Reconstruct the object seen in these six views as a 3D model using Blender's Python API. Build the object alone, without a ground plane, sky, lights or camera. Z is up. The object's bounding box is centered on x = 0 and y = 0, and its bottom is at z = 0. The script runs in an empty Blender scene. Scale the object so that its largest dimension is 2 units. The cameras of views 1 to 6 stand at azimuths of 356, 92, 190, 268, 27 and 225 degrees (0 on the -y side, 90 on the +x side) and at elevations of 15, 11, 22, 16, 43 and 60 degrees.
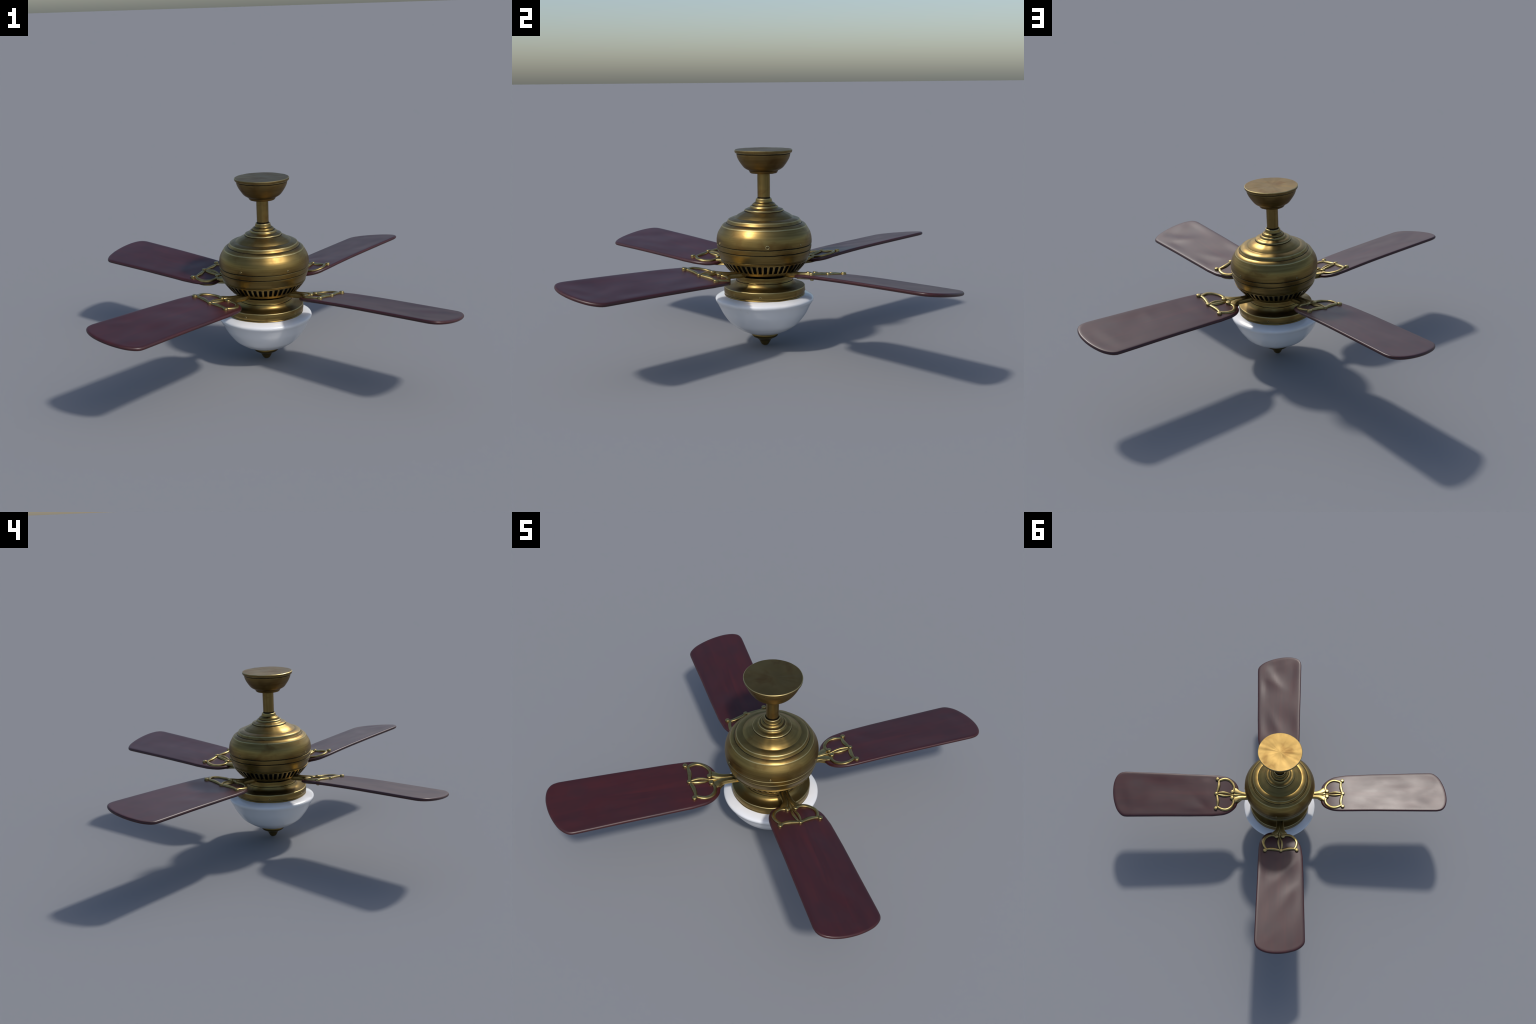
import bpy, bmesh, math, random
from mathutils import Vector, Matrix, noise

random.seed(11)
TAU = 2 * math.pi
scene = bpy.context.scene

# ------------------------------------------------------------------ materials
def new_mat(name):
    m = bpy.data.materials.new(name)
    m.use_nodes = True
    nt = m.node_tree
    return m, nt, nt.nodes["Principled BSDF"]

def node(nt, kind, **kw):
    n = nt.nodes.new(kind)
    for k, v in kw.items():
        if k in n.bl_rna.properties.keys():
            setattr(n, k, v)
        else:
            n.inputs[k].default_value = v
    return n

def ramp(nt, stops, fac):
    r = nt.nodes.new("ShaderNodeValToRGB")
    e = r.color_ramp.elements
    while len(e) < len(stops):
        e.new(0.5)
    for i, (p, c) in enumerate(stops):
        e[i].position = p
        e[i].color = (*c, 1)
    nt.links.new(fac, r.inputs["Fac"])
    return r

def mapped(nt, scale):
    tc = nt.nodes.new("ShaderNodeTexCoord")
    mp = nt.nodes.new("ShaderNodeMapping")
    mp.inputs["Scale"].default_value = scale
    nt.links.new(tc.outputs["Object"], mp.inputs["Vector"])
    return mp.outputs["Vector"]

def mix(nt, fac, a, b, blend="MIX"):
    n = nt.nodes.new("ShaderNodeMix")
    n.data_type = "RGBA"
    n.blend_type = blend
    if isinstance(fac, float):
        n.inputs[0].default_value = fac
    else:
        nt.links.new(fac, n.inputs[0])
    for sock, v in ((n.inputs[6], a), (n.inputs[7], b)):
        if isinstance(v, tuple):
            sock.default_value = (*v, 1)
        else:
            nt.links.new(v, sock)
    return n.outputs[2]

def brass(name, light, mid, warm, rough=0.36, streak=(5, 5, 110)):
    m, nt, p = new_mat(name)
    L = nt.links
    st = node(nt, "ShaderNodeTexNoise", Scale=1.0, Detail=4.0, Roughness=0.6)
    L.new(mapped(nt, streak), st.inputs["Vector"])
    base = ramp(nt, [(0.30, mid), (0.70, light)], st.outputs["Fac"]).outputs["Color"]
    pat = node(nt, "ShaderNodeTexNoise", Scale=1.0, Detail=3.0, Roughness=0.55, Distortion=0.4)
    L.new(mapped(nt, (9, 9, 14)), pat.inputs["Vector"])
    pm = ramp(nt, [(0.56, (0, 0, 0)), (0.72, (1, 1, 1))], pat.outputs["Fac"]).outputs["Color"]
    sc = node(nt, "ShaderNodeMath", operation="MULTIPLY")
    L.new(pm, sc.inputs[0]); sc.inputs[1].default_value = 0.75
    col = mix(nt, sc.outputs[0], base, warm)
    L.new(col, p.inputs["Base Color"])
    p.inputs["Metallic"].default_value = 1.0
    rr = nt.nodes.new("ShaderNodeMapRange")
    rr.inputs["To Min"].default_value = rough - 0.06
    rr.inputs["To Max"].default_value = rough + 0.10
    L.new(pat.outputs["Fac"], rr.inputs["Value"])
    L.new(rr.outputs["Result"], p.inputs["Roughness"])
    bp = node(nt, "ShaderNodeBump", Strength=0.10, Distance=0.002)
    L.new(st.outputs["Fac"], bp.inputs["Height"])
    L.new(bp.outputs["Normal"], p.inputs["Normal"])
    return m

BRASS = brass("antique_brass", (0.285, 0.198, 0.066), (0.195, 0.132, 0.042), (0.165, 0.090, 0.027), rough=0.375)
SATIN = brass("satin_brass", (0.235, 0.158, 0.056), (0.165, 0.109, 0.037), (0.14, 0.078, 0.025), rough=0.45)
TUBE = brass("drawn_brass", (0.285, 0.198, 0.066), (0.195, 0.132, 0.042), (0.165, 0.090, 0.027), rough=0.40, streak=(70, 70, 4))
PALE_EDGE = brass("pale_brass_edge", (0.47, 0.39, 0.185), (0.36, 0.285, 0.125), (0.29, 0.22, 0.09), rough=0.42)
DARK_GROOVE = brass("dark_brass_groove", (0.035, 0.026, 0.014), (0.02, 0.015, 0.01), (0.03, 0.02, 0.012), rough=0.6)
CAST = brass("cast_brass", (0.43, 0.335, 0.140), (0.30, 0.225, 0.085), (0.21, 0.145, 0.050), rough=0.36, streak=(40, 40, 40))

def wood_mat():
    m, nt, p = new_mat("mahogany_lacquer")
    L = nt.links
    g = node(nt, "ShaderNodeTexNoise", Scale=1.0, Detail=5.0, Roughness=0.6, Distortion=0.8)
    L.new(mapped(nt, (2.2, 26, 26)), g.inputs["Vector"])
    base = ramp(nt, [(0.25, (0.034, 0.0070, 0.0085)), (0.5, (0.046, 0.0084, 0.0095)), (0.78, (0.062, 0.0098, 0.0100))],
                g.outputs["Fac"]).outputs["Color"]
    b = node(nt, "ShaderNodeTexNoise", Scale=1.0, Detail=2.0)
    L.new(mapped(nt, (5, 9, 9)), b.inputs["Vector"])
    f = ramp(nt, [(0.42, (0, 0, 0)), (0.72, (0.7, 0.7, 0.7))], b.outputs["Fac"]).outputs["Color"]
    col = mix(nt, f, base, (0.032, 0.0085, 0.011))
    L.new(col, p.inputs["Base Color"])
    rr = nt.nodes.new("ShaderNodeMapRange")
    rr.inputs["To Min"].default_value = 0.34
    rr.inputs["To Max"].default_value = 0.46
    L.new(b.outputs["Fac"], rr.inputs["Value"])
    L.new(rr.outputs["Result"], p.inputs["Roughness"])
    p.inputs["Specular IOR Level"].default_value = 0.5
    bp = node(nt, "ShaderNodeBump", Strength=0.06, Distance=0.002)
    L.new(g.outputs["Fac"], bp.inputs["Height"])
    L.new(bp.outputs["Normal"], p.inputs["Normal"])
    return m
WOOD = wood_mat()

def glass_mat():
    m, nt, p = new_mat("opal_glass")
    L = nt.links
    n = node(nt, "ShaderNodeTexNoise", Scale=1.0, Detail=3.0)
    L.new(mapped(nt, (7, 7, 7)), n.inputs["Vector"])
    base = ramp(nt, [(0.35, (0.80, 0.81, 0.83)), (0.7, (0.85, 0.85, 0.855))], n.outputs["Fac"]).outputs["Color"]
    c = node(nt, "ShaderNodeTexNoise", Scale=1.0, Detail=6.0, Distortion=1.2)
    L.new(mapped(nt, (12, 12, 6)), c.inputs["Vector"])
    f = ramp(nt, [(0.495, (0, 0, 0)), (0.503, (0.22, 0.22, 0.22)), (0.511, (0, 0, 0))], c.outputs["Fac"]).outputs["Color"]
    s = ramp(nt, [(0.58, (0, 0, 0)), (0.66, (1, 1, 1))], n.outputs["Fac"]).outputs["Color"]
    ff = node(nt, "ShaderNodeMath", operation="MULTIPLY")
    L.new(f, ff.inputs[0]); L.new(s, ff.inputs[1])
    col = mix(nt, ff.outputs[0], base, (0.55, 0.48, 0.36))
    L.new(col, p.inputs["Base Color"])
    p.inputs["Roughness"].default_value = 0.22
    p.inputs["Coat Weight"].default_value = 0.35
    p.inputs["Coat Roughness"].default_value = 0.12
    return m
GLASS = glass_mat()

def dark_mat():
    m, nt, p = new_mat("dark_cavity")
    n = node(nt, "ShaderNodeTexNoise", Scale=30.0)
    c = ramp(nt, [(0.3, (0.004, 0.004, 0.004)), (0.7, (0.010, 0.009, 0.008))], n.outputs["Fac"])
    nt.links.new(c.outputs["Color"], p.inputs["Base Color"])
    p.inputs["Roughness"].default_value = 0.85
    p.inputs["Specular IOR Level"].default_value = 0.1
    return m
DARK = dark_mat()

# ------------------------------------------------------------------ helpers
def link(name, me, parent, mats, angle=35):
    for mt in mats:
        me.materials.append(mt)
    me.polygons.foreach_set("use_smooth", [True] * len(me.polygons))
    if angle:
        me.set_sharp_from_angle(angle=math.radians(angle))
    ob = bpy.data.objects.new(name, me)
    scene.collection.objects.link(ob)
    ob.parent = parent
    return ob

def catmull(pts, sub):
    if len(pts) < 3 or sub < 2:
        return list(pts)
    out = []
    n = len(pts)
    for i in range(n - 1):
        p0, p1, p2, p3 = pts[max(i - 1, 0)], pts[i], pts[i + 1], pts[min(i + 2, n - 1)]
        for k in range(sub):
            t = k / sub
            out.append(tuple(0.5 * (2 * b + (c - a) * t + (2 * a - 5 * b + 4 * c - d) * t * t
                                    + (3 * b - a - 3 * c + d) * t ** 3)
                             for a, b, c, d in zip(p0, p1, p2, p3)))
    out.append(tuple(pts[-1]))
    return out

def lathe(name, sections, parent, mats, seg=144, wobble=0.0006, seed=0.0, angle=35):
    """sections: (material index, [(r, z) ...]); each is smooth, borders are creases."""
    prof, mi = [], []
    for m, pts in sections:
        q = catmull(pts, 4)
        if prof:
            q = q[1:]
        mi += [m] * (len(q) if prof else len(q) - 1)
        prof += q
    bm = bmesh.new()
    rings = []
    for r, z in prof:
        r = max(r, 0.0)
        if r < 1e-5:
            rings.append([bm.verts.new((0, 0, z))])
            continue
        row = []
        for j in range(seg):
            a = TAU * j / seg
            d = Vector((math.cos(a), math.sin(a), 0))
            w = noise.noise(Vector((d.x * 3.1 + seed, d.y * 3.1, z * 14)))
            w2 = noise.noise(Vector((d.x * 3.6, d.y * 3.6 + seed, z * 9 + 31)))
            s = min(1.0, r / 0.1)
            row.append(bm.verts.new((d.x * (r + wobble * w * s), d.y * (r + wobble * w * s), z + wobble * 1.2 * w2 * s)))
        rings.append(row)
    for i in range(len(rings) - 1):
        A, B = rings[i], rings[i + 1]
        for j in range(seg):
            k = (j + 1) % seg
            if len(A) == 1 and len(B) == 1:
                continue
            if len(A) == 1:
                f = bm.faces.new((A[0], B[j], B[k]))
            elif len(B) == 1:
                f = bm.faces.new((A[j], B[0], A[k]))
            else:
                f = bm.faces.new((A[j], B[j], B[k], A[k]))
            f.material_index = mi[i]
    bmesh.ops.recalc_face_normals(bm, faces=bm.faces)
    me = bpy.data.meshes.new(name)
    bm.to_mesh(me)
    bm.free()
    return link(name, me, parent, mats, angle)

# ------------------------------------------------------------------ the thing
fan = bpy.data.objects.new("ceiling_fan", None)
scene.collection.objects.link(fan)
fan["label"] = "antique brass ceiling fan with four mahogany blades and white glass bowl light"
fan["category"] = "ceiling fan"

# canopy that meets the ceiling: lipped disc on a hemispherical cup
canopy = lathe("canopy", [
    (0, [(0, 1.1215), (0.05, 1.1205), (0.10, 1.1215), (0.148, 1.1212), (0.157, 1.1212)]),
    (1, [(0.157, 1.1212), (0.1605, 1.1185)]),
    (0, [(0.1605, 1.1185), (0.1603, 1.113), (0.159, 1.107)]),
    (1, [(0.159, 1.107), (0.156, 1.103)]),
    (2, [(0.156, 1.103), (0.1500, 1.1015), (0.1495, 1.097)]),
    (0, [(0.1495, 1.097), (0.1480, 1.087), (0.1435, 1.074), (0.136, 1.059), (0.125, 1.042),
         (0.114, 1.027), (0.105, 1.018), (0.094, 1.011), (0.084, 1.0065)]),
    (2, [(0.084, 1.0065), (0.0815, 1.004)]),
    (0, [(0.0815, 1.004), (0.0785, 0.998), (0.075, 0.9925), (0.069, 0.990), (0.034, 0.989)]),
], fan, [SATIN, PALE_EDGE, DARK_GROOVE], wobble=0.0010, seed=3.1)

downrod = lathe("downrod", [
    (0, [(0.0350, 0.994), (0.0355, 0.96), (0.0352, 0.90), (0.0350, 0.868), (0.0352, 0.858)]),
    (1, [(0.0352, 0.858), (0.0356, 0.846), (0.034, 0.835)]),
], fan, [TUBE, DARK_GROOVE], seg=64, seed=5.0)

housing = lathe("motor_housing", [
    (2, [(0.034, 0.838), (0.037, 0.846)]),
    (1, [(0.037, 0.846), (0.0400, 0.8505), (0.0435, 0.8485), (0.0442, 0.845)]),
    (0, [(0.0442, 0.845), (0.0455, 0.838), (0.0480, 0.8310), (0.0510, 0.8285)]),
    (2, [(0.0510, 0.8285), (0.0530, 0.8265)]),
    (0, [(0.0530, 0.8265), (0.0590, 0.8235), (0.0635, 0.8185), (0.0650, 0.8130)]),
    (2, [(0.0650, 0.8130), (0.0675, 0.8110)]),
    (0, [(0.0675, 0.8110), (0.0710, 0.8104), (0.0740, 0.8092)]),
    (1, [(0.0740, 0.8092), (0.0763, 0.8072), (0.0772, 0.8050)]),
    (0, [(0.0772, 0.8050), (0.0775, 0.8040)]),
    (0, [(0.0775, 0.8040), (0.0805, 0.7985), (0.0870, 0.7950), (0.0960, 0.7930), (0.1020, 0.7905)]),
    (0, [(0.1020, 0.7905), (0.1045, 0.7894), (0.1065, 0.7882)]),
    (1, [(0.1065, 0.7882), (0.1085, 0.7862), (0.1095, 0.7838)]),
    (0, [(0.1095, 0.7838), (0.1092, 0.7810)]),
    (2, [(0.1092, 0.7810), (0.1110, 0.7780)]),
    (0, [(0.1110, 0.7780), (0.1200, 0.7732), (0.1320, 0.7672), (0.1450, 0.7600), (0.1570, 0.7512), (0.1640, 0.7450)]),
    (0, [(0.1640, 0.7450), (0.1652, 0.7442)]),
    (0, [(0.1652, 0.7442), (0.1700, 0.7440), (0.1780, 0.7428), (0.1880, 0.7400), (0.1960, 0.7366), (0.1990, 0.7349)]),
    (1, [(0.1990, 0.7349), (0.2014, 0.7327), (0.2026, 0.7302)]),
    (0, [(0.2026, 0.7302), (0.2032, 0.7290)]),
    (0, [(0.2032, 0.7290), (0.2065, 0.7225), (0.2110, 0.7165)]),
    (2, [(0.2110, 0.7165), (0.2140, 0.7140)]),
    (0, [(0.2140, 0.7140), (0.2210, 0.7115), (0.2290, 0.7070), (0.2345, 0.7020)]),
    (1, [(0.2345, 0.7020), (0.2368, 0.6993), (0.2380, 0.6965)]),
    (0, [(0.2380, 0.6965), (0.2388, 0.6950)]),
    (0, [(0.2388, 0.6950), (0.2490, 0.6790), (0.2598, 0.6590), (0.2655, 0.6370), (0.2675, 0.6150), (0.2667, 0.6000)]),
    (2, [(0.2667, 0.6000), (0.2625, 0.5985), (0.2622, 0.5955)]),
    (1, [(0.2622, 0.5955), (0.2660, 0.5935)]),
    (0, [(0.2660, 0.5935), (0.2656, 0.5830), (0.2640, 0.5700)]),
    (2, [(0.2640, 0.5700), (0.2590, 0.5685), (0.2588, 0.5655)]),
    (1, [(0.2588, 0.5655), (0.2626, 0.5635)]),
    (0, [(0.2626, 0.5635), (0.2605, 0.5530), (0.2545, 0.5360), (0.2480, 0.5195)]),
    (2, [(0.2480, 0.5195), (0.2458, 0.5185), (0.2458, 0.5172)]),
    (0, [(0.2458, 0.5172), (0.2463, 0.5160), (0.2442, 0.5120), (0.2432, 0.5105)]),
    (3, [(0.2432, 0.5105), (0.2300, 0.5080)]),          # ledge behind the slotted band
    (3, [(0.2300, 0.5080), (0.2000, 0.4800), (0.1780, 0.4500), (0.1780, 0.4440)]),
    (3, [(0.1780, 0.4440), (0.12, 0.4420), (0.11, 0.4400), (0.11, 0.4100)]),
], fan, [BRASS, PALE_EDGE, DARK_GROOVE, DARK], wobble=0.0013, seed=1.7)

# slotted ventilation band: 48 upright slots cut through a tapering ring
def vent_band():
    SLOTS, PER = 48, 12
    seg = SLOTS * PER
    prof = [(0.2434, 0.5110), (0.2415, 0.5078), (0.2402, 0.5060), (0.2382, 0.5030), (0.2258, 0.4855), (0.2145, 0.4715),
            (0.2075, 0.4630), (0.2055, 0.4610), (0.2040, 0.4590), (0.2000, 0.4535), (0.1965, 0.4490), (0.1940, 0.4455), (0.1890, 0.4430),
            (0.1780, 0.4425)]
    first, last = 2, 7          # slot runs between these rows
    bm = bmesh.new()
    grid = []
    phase = math.radians(3.75) - TAU / SLOTS / 2
    for i, (r, z) in enumerate(prof):
        row = []
        for j in range(seg):
            a = phase + TAU * j / seg
            u = j % PER
            bulge = 0.0
            if first <= i <= last + 1:
                d = min(u, PER - u)
                bulge = 0.0016 * max(0.0, 1 - d / 2.2)   # rounded ribs
            row.append(bm.verts.new((math.cos(a) * (r + bulge), math.sin(a) * (r + bulge), z)))
        grid.append(row)
    for i in range(len(prof) - 1):
        for j in range(seg):
            u = j % PER
            lo, hi = (3, 9) if i in (first, last) else (2, 10)
            if first <= i <= last and lo <= u < hi:
                continue
            k = (j + 1) % seg
            bm.faces.new((grid[i][j], grid[i + 1][j], grid[i + 1][k], grid[i][k]))
    loose = [v for v in bm.verts if not v.link_faces]
    bmesh.ops.delete(bm, geom=loose, context="VERTS")
    bmesh.ops.recalc_face_normals(bm, faces=bm.faces)
    bmesh.ops.solidify(bm, geom=bm.faces[:], thickness=0.0045)
    me = bpy.data.meshes.new("vent_band")
    bm.to_mesh(me)
    bm.free()
    return link("vent_band", me, housing, [BRASS], 40)
vent_band()

lower = lathe("light_fitter", [
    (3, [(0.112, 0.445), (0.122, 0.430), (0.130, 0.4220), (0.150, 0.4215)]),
    (0, [(0.150, 0.4215), (0.1562, 0.4202), (0.1575, 0.4120), (0.1572, 0.4020), (0.1590, 0.3935), (0.1605, 0.3905)]),
    (2, [(0.1605, 0.3905), (0.1600, 0.3890), (0.1625, 0.3878)]),
    (0, [(0.1625, 0.3878), (0.1655, 0.3800), (0.1715, 0.3715), (0.1815, 0.3645), (0.1960, 0.3600), (0.2120, 0.3575), (0.2258, 0.3560)]),
    (1, [(0.2258, 0.3560), (0.2280, 0.3542), (0.2289, 0.3510)]),
    (0, [(0.2289, 0.3510), (0.2290, 0.3490)]),
    (0, [(0.2290, 0.3490), (0.2298, 0.3380), (0.2292, 0.3250), (0.2275, 0.3150)]),
    (2, [(0.2275, 0.3150), (0.2262, 0.3140), (0.2262, 0.3120)]),
    (0, [(0.2262, 0.3120), (0.2282, 0.3085), (0.2265, 0.3040), (0.222, 0.3020), (0.20, 0.3015)]),
], fan, [BRASS, PALE_EDGE, DARK_GROOVE, DARK], wobble=0.0013, seed=8.2)

bowl = lathe("glass_bowl", [
    (0, [(0.200, 0.308), (0.222, 0.3055), (0.240, 0.3025), (0.256, 0.2985), (0.2685, 0.2935), (0.2765, 0.2880), (0.2793, 0.2810), (0.2778, 0.2725), (0.2730, 0.2640),
         (0.2660, 0.2525), (0.2545, 0.2305), (0.2410, 0.2040), (0.2190, 0.1710), (0.1940, 0.1400), (0.1700, 0.1210),
         (0.1470, 0.1060), (0.1220, 0.0930), (0.095, 0.0820), (0.060, 0.0720), (0, 0.069)]),
], fan, [GLASS], wobble=0.0012, seed=4.4, angle=0)

finial = lathe("finial", [
    (1, [(0.030, 0.0760), (0.060, 0.0775)]),
    (0, [(0.060, 0.0775), (0.0750, 0.0740), (0.0752, 0.0650)]),
    (1, [(0.0752, 0.0650), (0.0742, 0.0630)]),
    (0, [(0.0742, 0.0630), (0.0710, 0.0570), (0.0610, 0.0510), (0.0470, 0.0440), (0.0385, 0.0375)]),
    (1, [(0.0385, 0.0375), (0.0355, 0.0355)]),
    (0, [(0.0355, 0.0355), (0.0310, 0.0270), (0.0265, 0.0180), (0.0205, 0.0080), (0.0115, 0.0015), (0, 0.0)]),
], fan, [BRASS, DARK_GROOVE], seg=72, seed=6.6)

# screws: small domed head with a ring groove, set into the wall
def screw_mesh(rad):
    bm = bmesh.new()
    prof = [(0, 0.0016), (rad * .30, 0.0015), (rad * .36, 0.0006), (rad * .58, 0.0006), (rad * .66, 0.0016), (rad * .84, 0.0015), (rad, 0.0003), (rad * 1.12, 0.0004), (rad * 1.12, -0.004)]
    rings = []
    for r, h in prof:
        rings.append([bm.verts.new((h, 0, 0))] if r == 0 else
                     [bm.verts.new((h, r * math.cos(TAU * j / 20), r * math.sin(TAU * j / 20))) for j in range(20)])
    for i in range(len(rings) - 1):
        for j in range(20):
            k = (j + 1) % 20
            f = bm.faces.new((rings[i][0], rings[i + 1][j], rings[i + 1][k])) if i == 0 else \
                bm.faces.new((rings[i][j], rings[i + 1][j], rings[i + 1][k], rings[i][k]))
            f.material_index = 1 if i in (1, 2, 6) else 2 if i in (3, 4, 5) else 0
    bmesh.ops.recalc_face_normals(bm, faces=bm.faces)
    me = bpy.data.meshes.new("screw")
    bm.to_mesh(me)
    bm.free()
    return me

def screws(parent, rad, places, r, z, tilt):
    me = screw_mesh(rad)
    first = None
    for az in places:
        if first is None:
            ob = first = link("screw", me, parent, [BRASS, DARK_GROOVE, PALE_EDGE], 40)
        else:
            ob = first.copy()
            scene.collection.objects.link(ob)
        a = math.radians(az)
        ob.matrix_world = Matrix.Rotation(a, 4, "Z") @ Matrix.Translation((r, 0, z)) @ Matrix.Rotation(tilt, 4, "Y")
screws(housing, 0.0064, (50.5, 130, -125, -64), 0.2672, 0.613, 0.02)
screws(housing, 0.0115, (6,), 0.2670, 0.614, 0.02)
screws(lower, 0.0064, (-45, -125, 88, 173, -3.4), 0.2292, 0.330, 0.0)

# ------------------------------------------------------------------ blades
MID = [(0.10, 0.4370), (0.30, 0.4465), (0.335, 0.4515), (0.367, 0.4575), (0.42, 0.4655), (0.488, 0.4715), (0.60, 0.4782), (0.80, 0.4863), (1.10, 0.4953), (1.30, 0.5005)]

def along(x, pts):
    """smooth curve through hand-set heights"""
    for i in range(len(pts) - 1):
        if x <= pts[i + 1][0] or i == len(pts) - 2:
            x0, y0 = pts[i]
            x1, y1 = pts[i + 1]
            def slope(k):
                lo, hi = max(k - 1, 0), min(k + 1, len(pts) - 1)
                return (pts[hi][1] - pts[lo][1]) / (pts[hi][0] - pts[lo][0])
            h = x1 - x0
            t = (x - x0) / h
            m0, m1 = slope(i) * h, slope(i + 1) * h
            return ((2 * t ** 3 - 3 * t * t + 1) * y0 + (t ** 3 - 2 * t * t + t) * m0
                    + (3 * t * t - 2 * t ** 3) * y1 + (t ** 3 - t * t) * m1)

HALF = 0.0098     # half thickness of a blade

def blade_mid(r, t):
    """height of the blade's middle surface at radius r, tangential offset t (pitched, slightly raised outward)"""
    centre = along(r, MID)
    pitch = -0.130 - 0.014 * (r - 0.5) / 0.6
    return centre + pitch * (t - 0.014)

# plan outline, (radius, offset), corners smoothed
OUT = [(0.322, 0.020), (0.325, 0.062), (0.336, 0.098), (0.362, 0.130), (0.396, 0.155), (0.440, 0.172), (0.515, 0.183), (0.70, 0.190),
       (0.90, 0.194), (1.08, 0.199), (1.165, 0.201), (1.197, 0.197), (1.222, 0.180), (1.248, 0.146), (1.266, 0.103), (1.279, 0.055), (1.286, 0.004),
       (1.286, -0.050), (1.277, -0.096), (1.262, -0.128), (1.240, -0.150), (1.208, -0.160), (1.15, -0.161),
       (0.90, -0.157), (0.70, -0.153), (0.56, -0.152), (0.47, -0.150), (0.416, -0.143), (0.376, -0.127), (0.345, -0.104), (0.324, -0.070), (0.318, -0.030)]

def blade_mesh(seed):
    n = len(OUT)
    loop = []
    for i in range(n):
        seg = [OUT[(i + k - 1) % n] for k in range(4)]
        d = math.dist(seg[1], seg[2])
        sub = max(2, int(d / 0.012))
        for k in range(sub):
            t = k / sub
            # centripetal-ish: plain catmull on short spans, linear on long ones
            p = tuple(0.5 * (2 * b + (c - a) * t + (2 * a - 5 * b + 4 * c - dd) * t * t + (3 * b - a - 3 * c + dd) * t ** 3)
                      for a, b, c, dd in zip(*seg)) if d < 0.07 else tuple(b + (c - b) * t for b, c in zip(seg[1], seg[2]))
            loop.append((p[0], p[1] - 0.001))
    H = HALF
    N = len(loop)
    nrm = []
    for i in range(N):
        a, b = loop[i - 1], loop[(i + 1) % N]
        dx, dy = b[0] - a[0], b[1] - a[1]
        l = math.hypot(dx, dy)
        nrm.append((-dy / l, dx / l))           # inward or outward, fixed below
    area = sum(loop[i][0] * loop[(i + 1) % N][1] - loop[(i + 1) % N][0] * loop[i][1] for i in range(N))
    sgn = 1 if area > 0 else -1
    nrm = [(x * sgn, y * sgn) for x, y in nrm]  # now inward

    # shallow creased dents modelled in to break the blade's gloss into patchy facets
    rnd = random.Random(seed)
    planes = []
    for _ in range(9):
        c = (rnd.uniform(0.45, 1.25), rnd.uniform(-0.14, 0.17))
        a = rnd.uniform(0, TAU)
        planes.append((c, (math.cos(a), math.sin(a)), rnd.uniform(-0.065, 0.065)))
    def warp(r, t):
        h = 0.0012 * noise.noise(Vector((r * 5 + seed, t * 7, 1.3)))
        for (cx, cy), (ax, ay), s in planes:
            d = (r - cx) * ax + (t - cy) * ay
            w = math.exp(-(((r - cx) ** 2 + (t - cy) ** 2) / 0.014))
            h += s * abs(d) * w
        return h

    bm = bmesh.new()
    # rounded rim: rows of (inset, height)
    rim = []
    for k in range(9):
        th = math.pi / 2 - math.pi * k / 8
        rim.append((0.0098 * (1 - math.cos(th)), H * math.sin(th)))
    rim.insert(0, (0.022, H))
    rim.append((0.022, -H))
    rows = []
    for ins, h in rim:
        row = []
        for (r, t), (nx, ny) in zip(loop, nrm):
            x, y = r + nx * ins, t + ny * ins
            row.append(bm.verts.new((x, y, blade_mid(x, y) + h)))
        rows.append(row)
    for i in range(len(rows) - 1):
        for j in range(N):
            k = (j + 1) % N
            bm.faces.new((rows[i][j], rows[i][k], rows[i + 1][k], rows[i + 1][j]))
    bm.faces.new(rows[-1])
    top = bm.faces.new(rows[0][::-1])
    bmesh.ops.recalc_face_normals(bm, faces=bm.faces)
    rimset = {v for row in rows[1:-1] for v in row}
    def flat(f):
        return not any(v in rimset for v in f.verts)
    # grid the two flat faces so that the board can be warped
    for axis, lo, hi, step in ((0, 0.34, 1.28, 0.02), (1, -0.14, 0.19, 0.02)):
        v = lo
        while v < hi:
            co = (v, 0, 0) if axis == 0 else (0, v, 0)
            no = (1, 0, 0) if axis == 0 else (0, 1, 0)
            fs = [f for f in bm.faces if flat(f)]
            geom = fs + list({e for f in fs for e in f.edges}) + list({x for f in fs for x in f.verts})
            bmesh.ops.bisect_plane(bm, geom=geom, plane_co=co, plane_no=no, dist=1e-6)
            v += step
    def edge_dist(x, y):
        return min((x - a) ** 2 + (y - b) ** 2 for a, b in loop) ** 0.5
    for v in bm.verts:
        ed = edge_dist(v.co.x, v.co.y)
        h = v.co.z - blade_mid(v.co.x, v.co.y)
        g = min(1.0, max(0.0, (ed - 0.0225) / 0.045))
        g = g * g * (3 - 2 * g)
        away = min(1.0, max(0.0, (v.co.x - 0.50) / 0.06))
        s = 1 if h > 0 else 0.5
        v.co.z += warp(v.co.x, v.co.y) * g * away * s
    me = bpy.data.meshes.new("blade")
    bm.to_mesh(me)
    bm.free()
    return me

# ------------------------------------------------------------------ blade brackets (irons)
def bracket_z(r, t):
    """top of the blade at the bracket, arm blends down to the hub"""
    on = blade_mid(r, t) + HALF
    if r >= 0.36:
        return on
    k = max(0.0, min(1.0, (0.36 - r) / 0.16))
    k = k * k * (3 - 2 * k)
    level = along(0.36, MID) + HALF
    hub = 0.4530
    return (level + (hub - level) * k) - 0.130 * (1 - 0.75 * k) * (t - 0.014)

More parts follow.
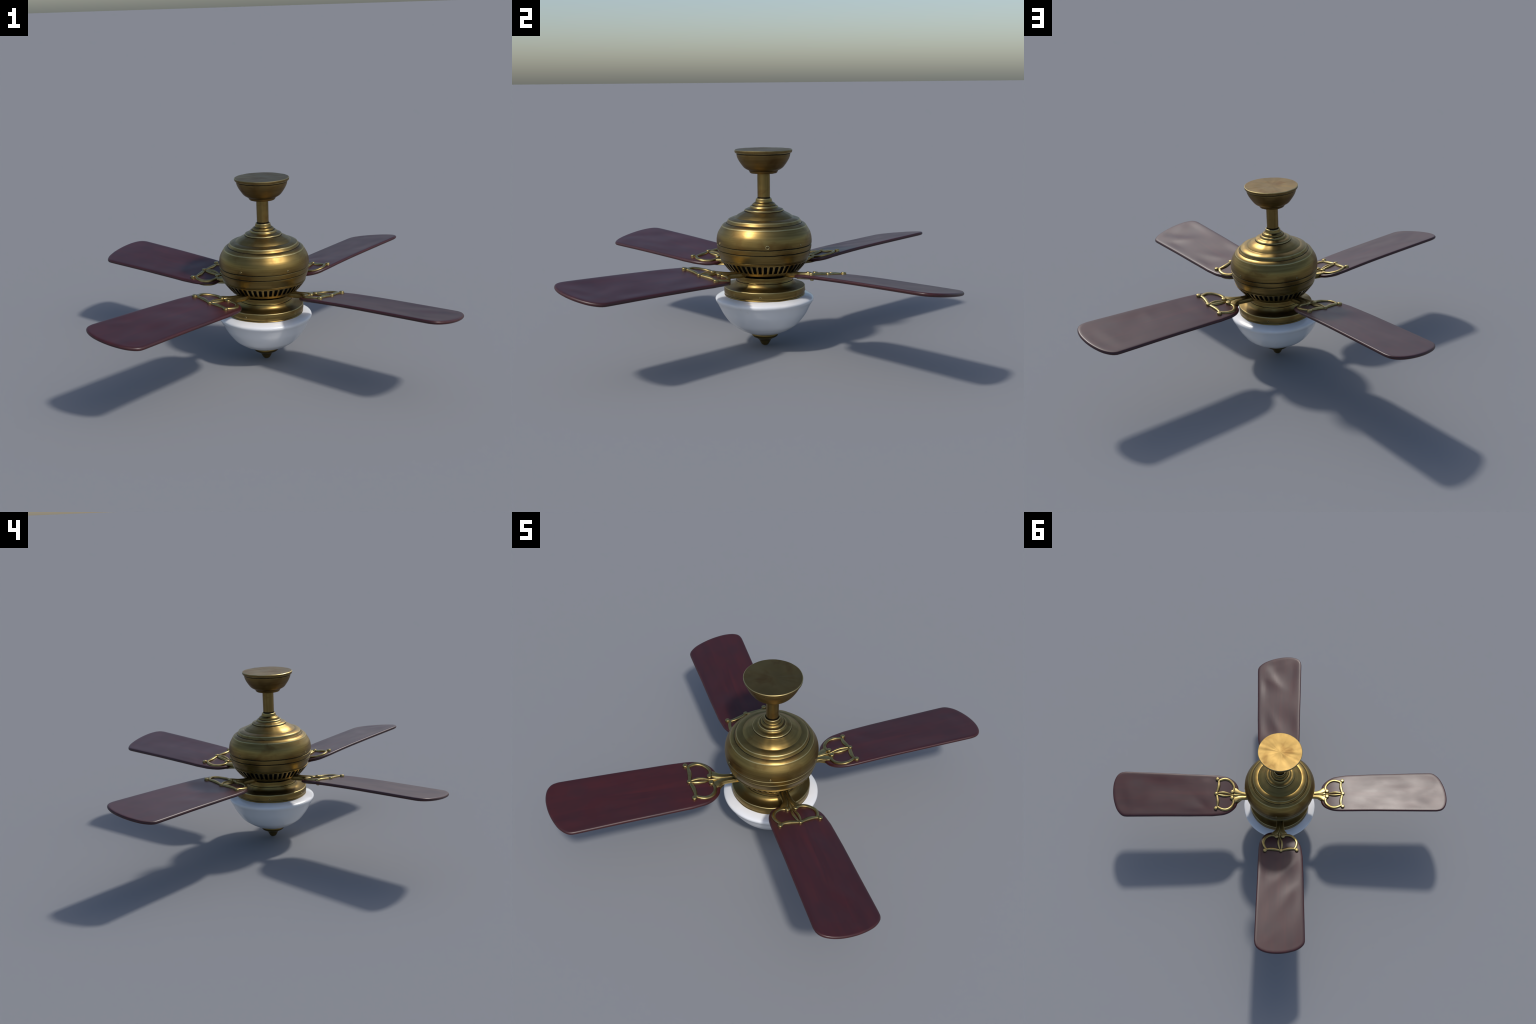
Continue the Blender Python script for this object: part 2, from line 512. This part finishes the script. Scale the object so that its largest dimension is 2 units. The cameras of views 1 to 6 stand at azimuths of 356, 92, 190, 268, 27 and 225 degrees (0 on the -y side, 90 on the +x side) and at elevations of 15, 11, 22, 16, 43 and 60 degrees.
def sweep(bm, path, zf, mat=0, flip=1, sub=5, ring=10, power=2.6, cap=True):
    """path: (r, t, half width, height above zf, depth below zf); rounded-box section swept along it"""
    P = catmull(path, sub)
    rows = []
    for i, (x, y, w, hi, lo) in enumerate(P):
        a, b = P[max(i - 1, 0)], P[min(i + 1, len(P) - 1)]
        dx, dy = b[0] - a[0], b[1] - a[1]
        l = math.hypot(dx, dy) or 1
        nx, ny = -dy / l, dx / l
        row = []
        for k in range(ring):
            th = TAU * k / ring
            c, s = math.cos(th), math.sin(th)
            cc = math.copysign(abs(c) ** (2 / power), c)
            ss = math.copysign(abs(s) ** (2 / power), s)
            px, py = x + nx * w * cc, y + ny * w * cc
            h = hi * ss if ss > 0 else lo * ss
            row.append(bm.verts.new((px, py, zf(px, py) + flip * h)))
        rows.append(row)
    for A, B in zip(rows, rows[1:]):
        for k in range(ring):
            m = (k + 1) % ring
            f = bm.faces.new((A[k], A[m], B[m], B[k]))
            f.material_index = mat
    if cap:
        bm.faces.new(rows[0][::-1])
        bm.faces.new(rows[-1])

C0 = 0.008    # bracket centre line
LOOP = [(0.476, 0.104), (0.462, 0.1140), (0.442, 0.1225), (0.416, 0.1255), (0.389, 0.116), (0.367, 0.095), (0.3555, 0.069), (0.3560, 0.046), (0.364, 0.030)]

def turned(yaw, shift):
    """slight turn of a bracket on its blade, about the middle of its loops"""
    c, s = math.cos(yaw), math.sin(yaw)
    def f(r, t):
        w = min(1.0, max(0.0, (r - 0.30) / 0.06))
        x, y = r - 0.42, t - C0
        return (r + w * (x * c - y * s + 0.42 + shift - r), t + w * (x * s + y * c + C0 - t))
    return f

def bracket_mesh(turn):
    bm = bmesh.new()
    def under(r, t):
        return blade_mid(r, t) - HALF
    def sw(path, zf=bracket_z, **kw):
        sweep(bm, [(*turn(p[0], p[1]), *p[2:]) for p in path], zf, **kw)
    for s in (1, -1):
        def Y(t):
            return C0 + s * t
        # ear-shaped loop
        n = len(LOOP)
        sw([(r, Y(t), 0.0092 + 0.0016 * math.sin(math.pi * i / (n - 1)), 0.0090, 0.004) for i, (r, t) in enumerate(LOOP)], ring=14, power=3.0)
        # outer bar, swelling at its middle
        sw([(0.4790, Y(0.116), 0.0085, 0.008, 0.004), (0.4740, Y(0.092), 0.0098, 0.0098, 0.004),
            (0.4740, Y(0.062), 0.0125, 0.0115, 0.004), (0.4800, Y(0.030), 0.0112, 0.0100, 0.004),
            (0.4870, Y(0.003), 0.0080, 0.008, 0.004)], ring=14, power=3.0)
        # leaf of the central pair
        sw([(0.480, Y(0.0045), 0.0040, 0.007, 0.003), (0.464, Y(0.0095), 0.0072, 0.0095, 0.003),
            (0.435, Y(0.0130), 0.0086, 0.0115, 0.003), (0.405, Y(0.0115), 0.0078, 0.0100, 0.003),
            (0.380, Y(0.0060), 0.0045, 0.007, 0.003), (0.360, Y(0.0045), 0.0035, 0.006, 0.003)], ring=12)
        # arm: one of two ridges that part and flare onto the blade root, up to the loops
        sw([(0.165, Y(0.0125), 0.0130, 0.006, 0.026), (0.205, Y(0.0135), 0.0135, 0.006, 0.026), (0.245, Y(0.0140), 0.0135, 0.006, 0.025),
            (0.280, Y(0.0155), 0.0145, 0.0065, 0.024), (0.308, Y(0.0205), 0.0165, 0.007, 0.022),
            (0.328, Y(0.0290), 0.0200, 0.007, 0.018), (0.344, Y(0.0390), 0.0215, 0.0065, 0.012),
            (0.355, Y(0.0500), 0.0170, 0.0055, 0.008)], ring=16, power=3.0)
        # back plate loop under the blade
        sw([(r, Y(t * 0.99), 0.0120, 0.0055, 0.004) for r, t in LOOP], under, flip=-1, ring=10)
        sw([(0.478, Y(0.108), 0.008, 0.0050, 0.004), (0.477, Y(0.06), 0.011, 0.0060, 0.004), (0.487, Y(0.002), 0.008, 0.0050, 0.004)],
           under, flip=-1, ring=10)
    # web and leaf-shaped spine between the ridges, and the palm under the blade root
    sw([(0.167, C0, 0.012, -0.001, 0.0245), (0.25, C0, 0.012, -0.001, 0.0240), (0.31, C0, 0.018, -0.001, 0.0220), (0.352, C0, 0.034, -0.001, 0.012)], ring=10)
    sw([(0.285, C0, 0.0020, 0.0040, 0.006), (0.315, C0, 0.0055, 0.0085, 0.006), (0.345, C0, 0.0055, 0.0085, 0.006), (0.376, C0, 0.0025, 0.006, 0.003)], ring=10)
    sw([(0.290, C0, 0.024, 0.0055, 0.012), (0.320, C0, 0.050, 0.0060, 0.010), (0.345, C0, 0.080, 0.0060, 0.004), (0.385, C0, 0.100, 0.0050, 0.002)],
       under, flip=-1, ring=12)
    bmesh.ops.recalc_face_normals(bm, faces=bm.faces)
    me = bpy.data.meshes.new("blade_bracket")
    bm.to_mesh(me)
    bm.free()
    return me

def knob_mesh():
    bm = bmesh.new()
    prof = [(0, 0.0135), (0.0080, 0.0133), (0.0115, 0.0126), (0.0135, 0.0108), (0.0142, 0.0080), (0.0136, 0.0045), (0.0146, 0.0020), (0.0148, -0.006)]
    seg = 20
    rings = []
    for r, h in prof:
        rings.append([bm.verts.new((0, 0, h))] if r == 0 else
                     [bm.verts.new((r * math.cos(TAU * j / seg), r * math.sin(TAU * j / seg), h)) for j in range(seg)])
    for i in range(len(rings) - 1):
        for j in range(seg):
            k = (j + 1) % seg
            if i == 0:
                bm.faces.new((rings[0][0], rings[1][j], rings[1][k]))
            else:
                bm.faces.new((rings[i][j], rings[i + 1][j], rings[i + 1][k], rings[i][k]))
    bmesh.ops.recalc_face_normals(bm, faces=bm.faces)
    me = bpy.data.meshes.new("knob")
    bm.to_mesh(me)
    bm.free()
    return me

KN = knob_mesh()
KNOBS = [(0.487, 0.1195, 1), (0.490, 0, 0.95), (0.487, -0.1195, 1), (0.3675, 0.0245, 1.08), (0.3675, -0.0245, 1.08),
         (0.484, 0.1150, -0.7), (0.487, 0, -0.7), (0.484, -0.1150, -0.7)]
VARIANTS = [(math.radians(-1.2), 0.0), (math.radians(5.0), -0.007)]     # opposite brackets sit alike
first_knob = None
brackets = [None, None]
for i in range(4):
    kind = (0, 1, 0, 1)[i]
    turn = turned(*VARIANTS[kind])
    rot = Matrix.Rotation(math.radians(45 + 90 * i), 4, "Z")
    b = link("blade", blade_mesh(21 + 7 * i), fan, [WOOD], 50)
    b.matrix_world = Matrix.Rotation(math.radians((0.30, -0.30)[kind]), 4, "Z") @ rot
    if brackets[kind] is None:
        br = brackets[kind] = link("blade_bracket", bracket_mesh(turn), fan, [CAST], 55)
    else:
        br = brackets[kind].copy()
        scene.collection.objects.link(br)
    br.matrix_world = rot
    for r, t, s in KNOBS:
        r, t = turn(r, C0 + t)
        if first_knob is None:
            kn = first_knob = link("knob", KN, br, [CAST], 50)
        else:
            kn = first_knob.copy()
            scene.collection.objects.link(kn)
            kn.parent = br
        base = blade_mid(r, t) + (HALF if s > 0 else -HALF)
        tilt = Matrix.Rotation(math.atan(-0.130), 4, "X")
        kn.matrix_world = rot @ Matrix.Translation((r, t, base)) @ tilt @ Matrix.Diagonal((abs(s), abs(s), s, 1))
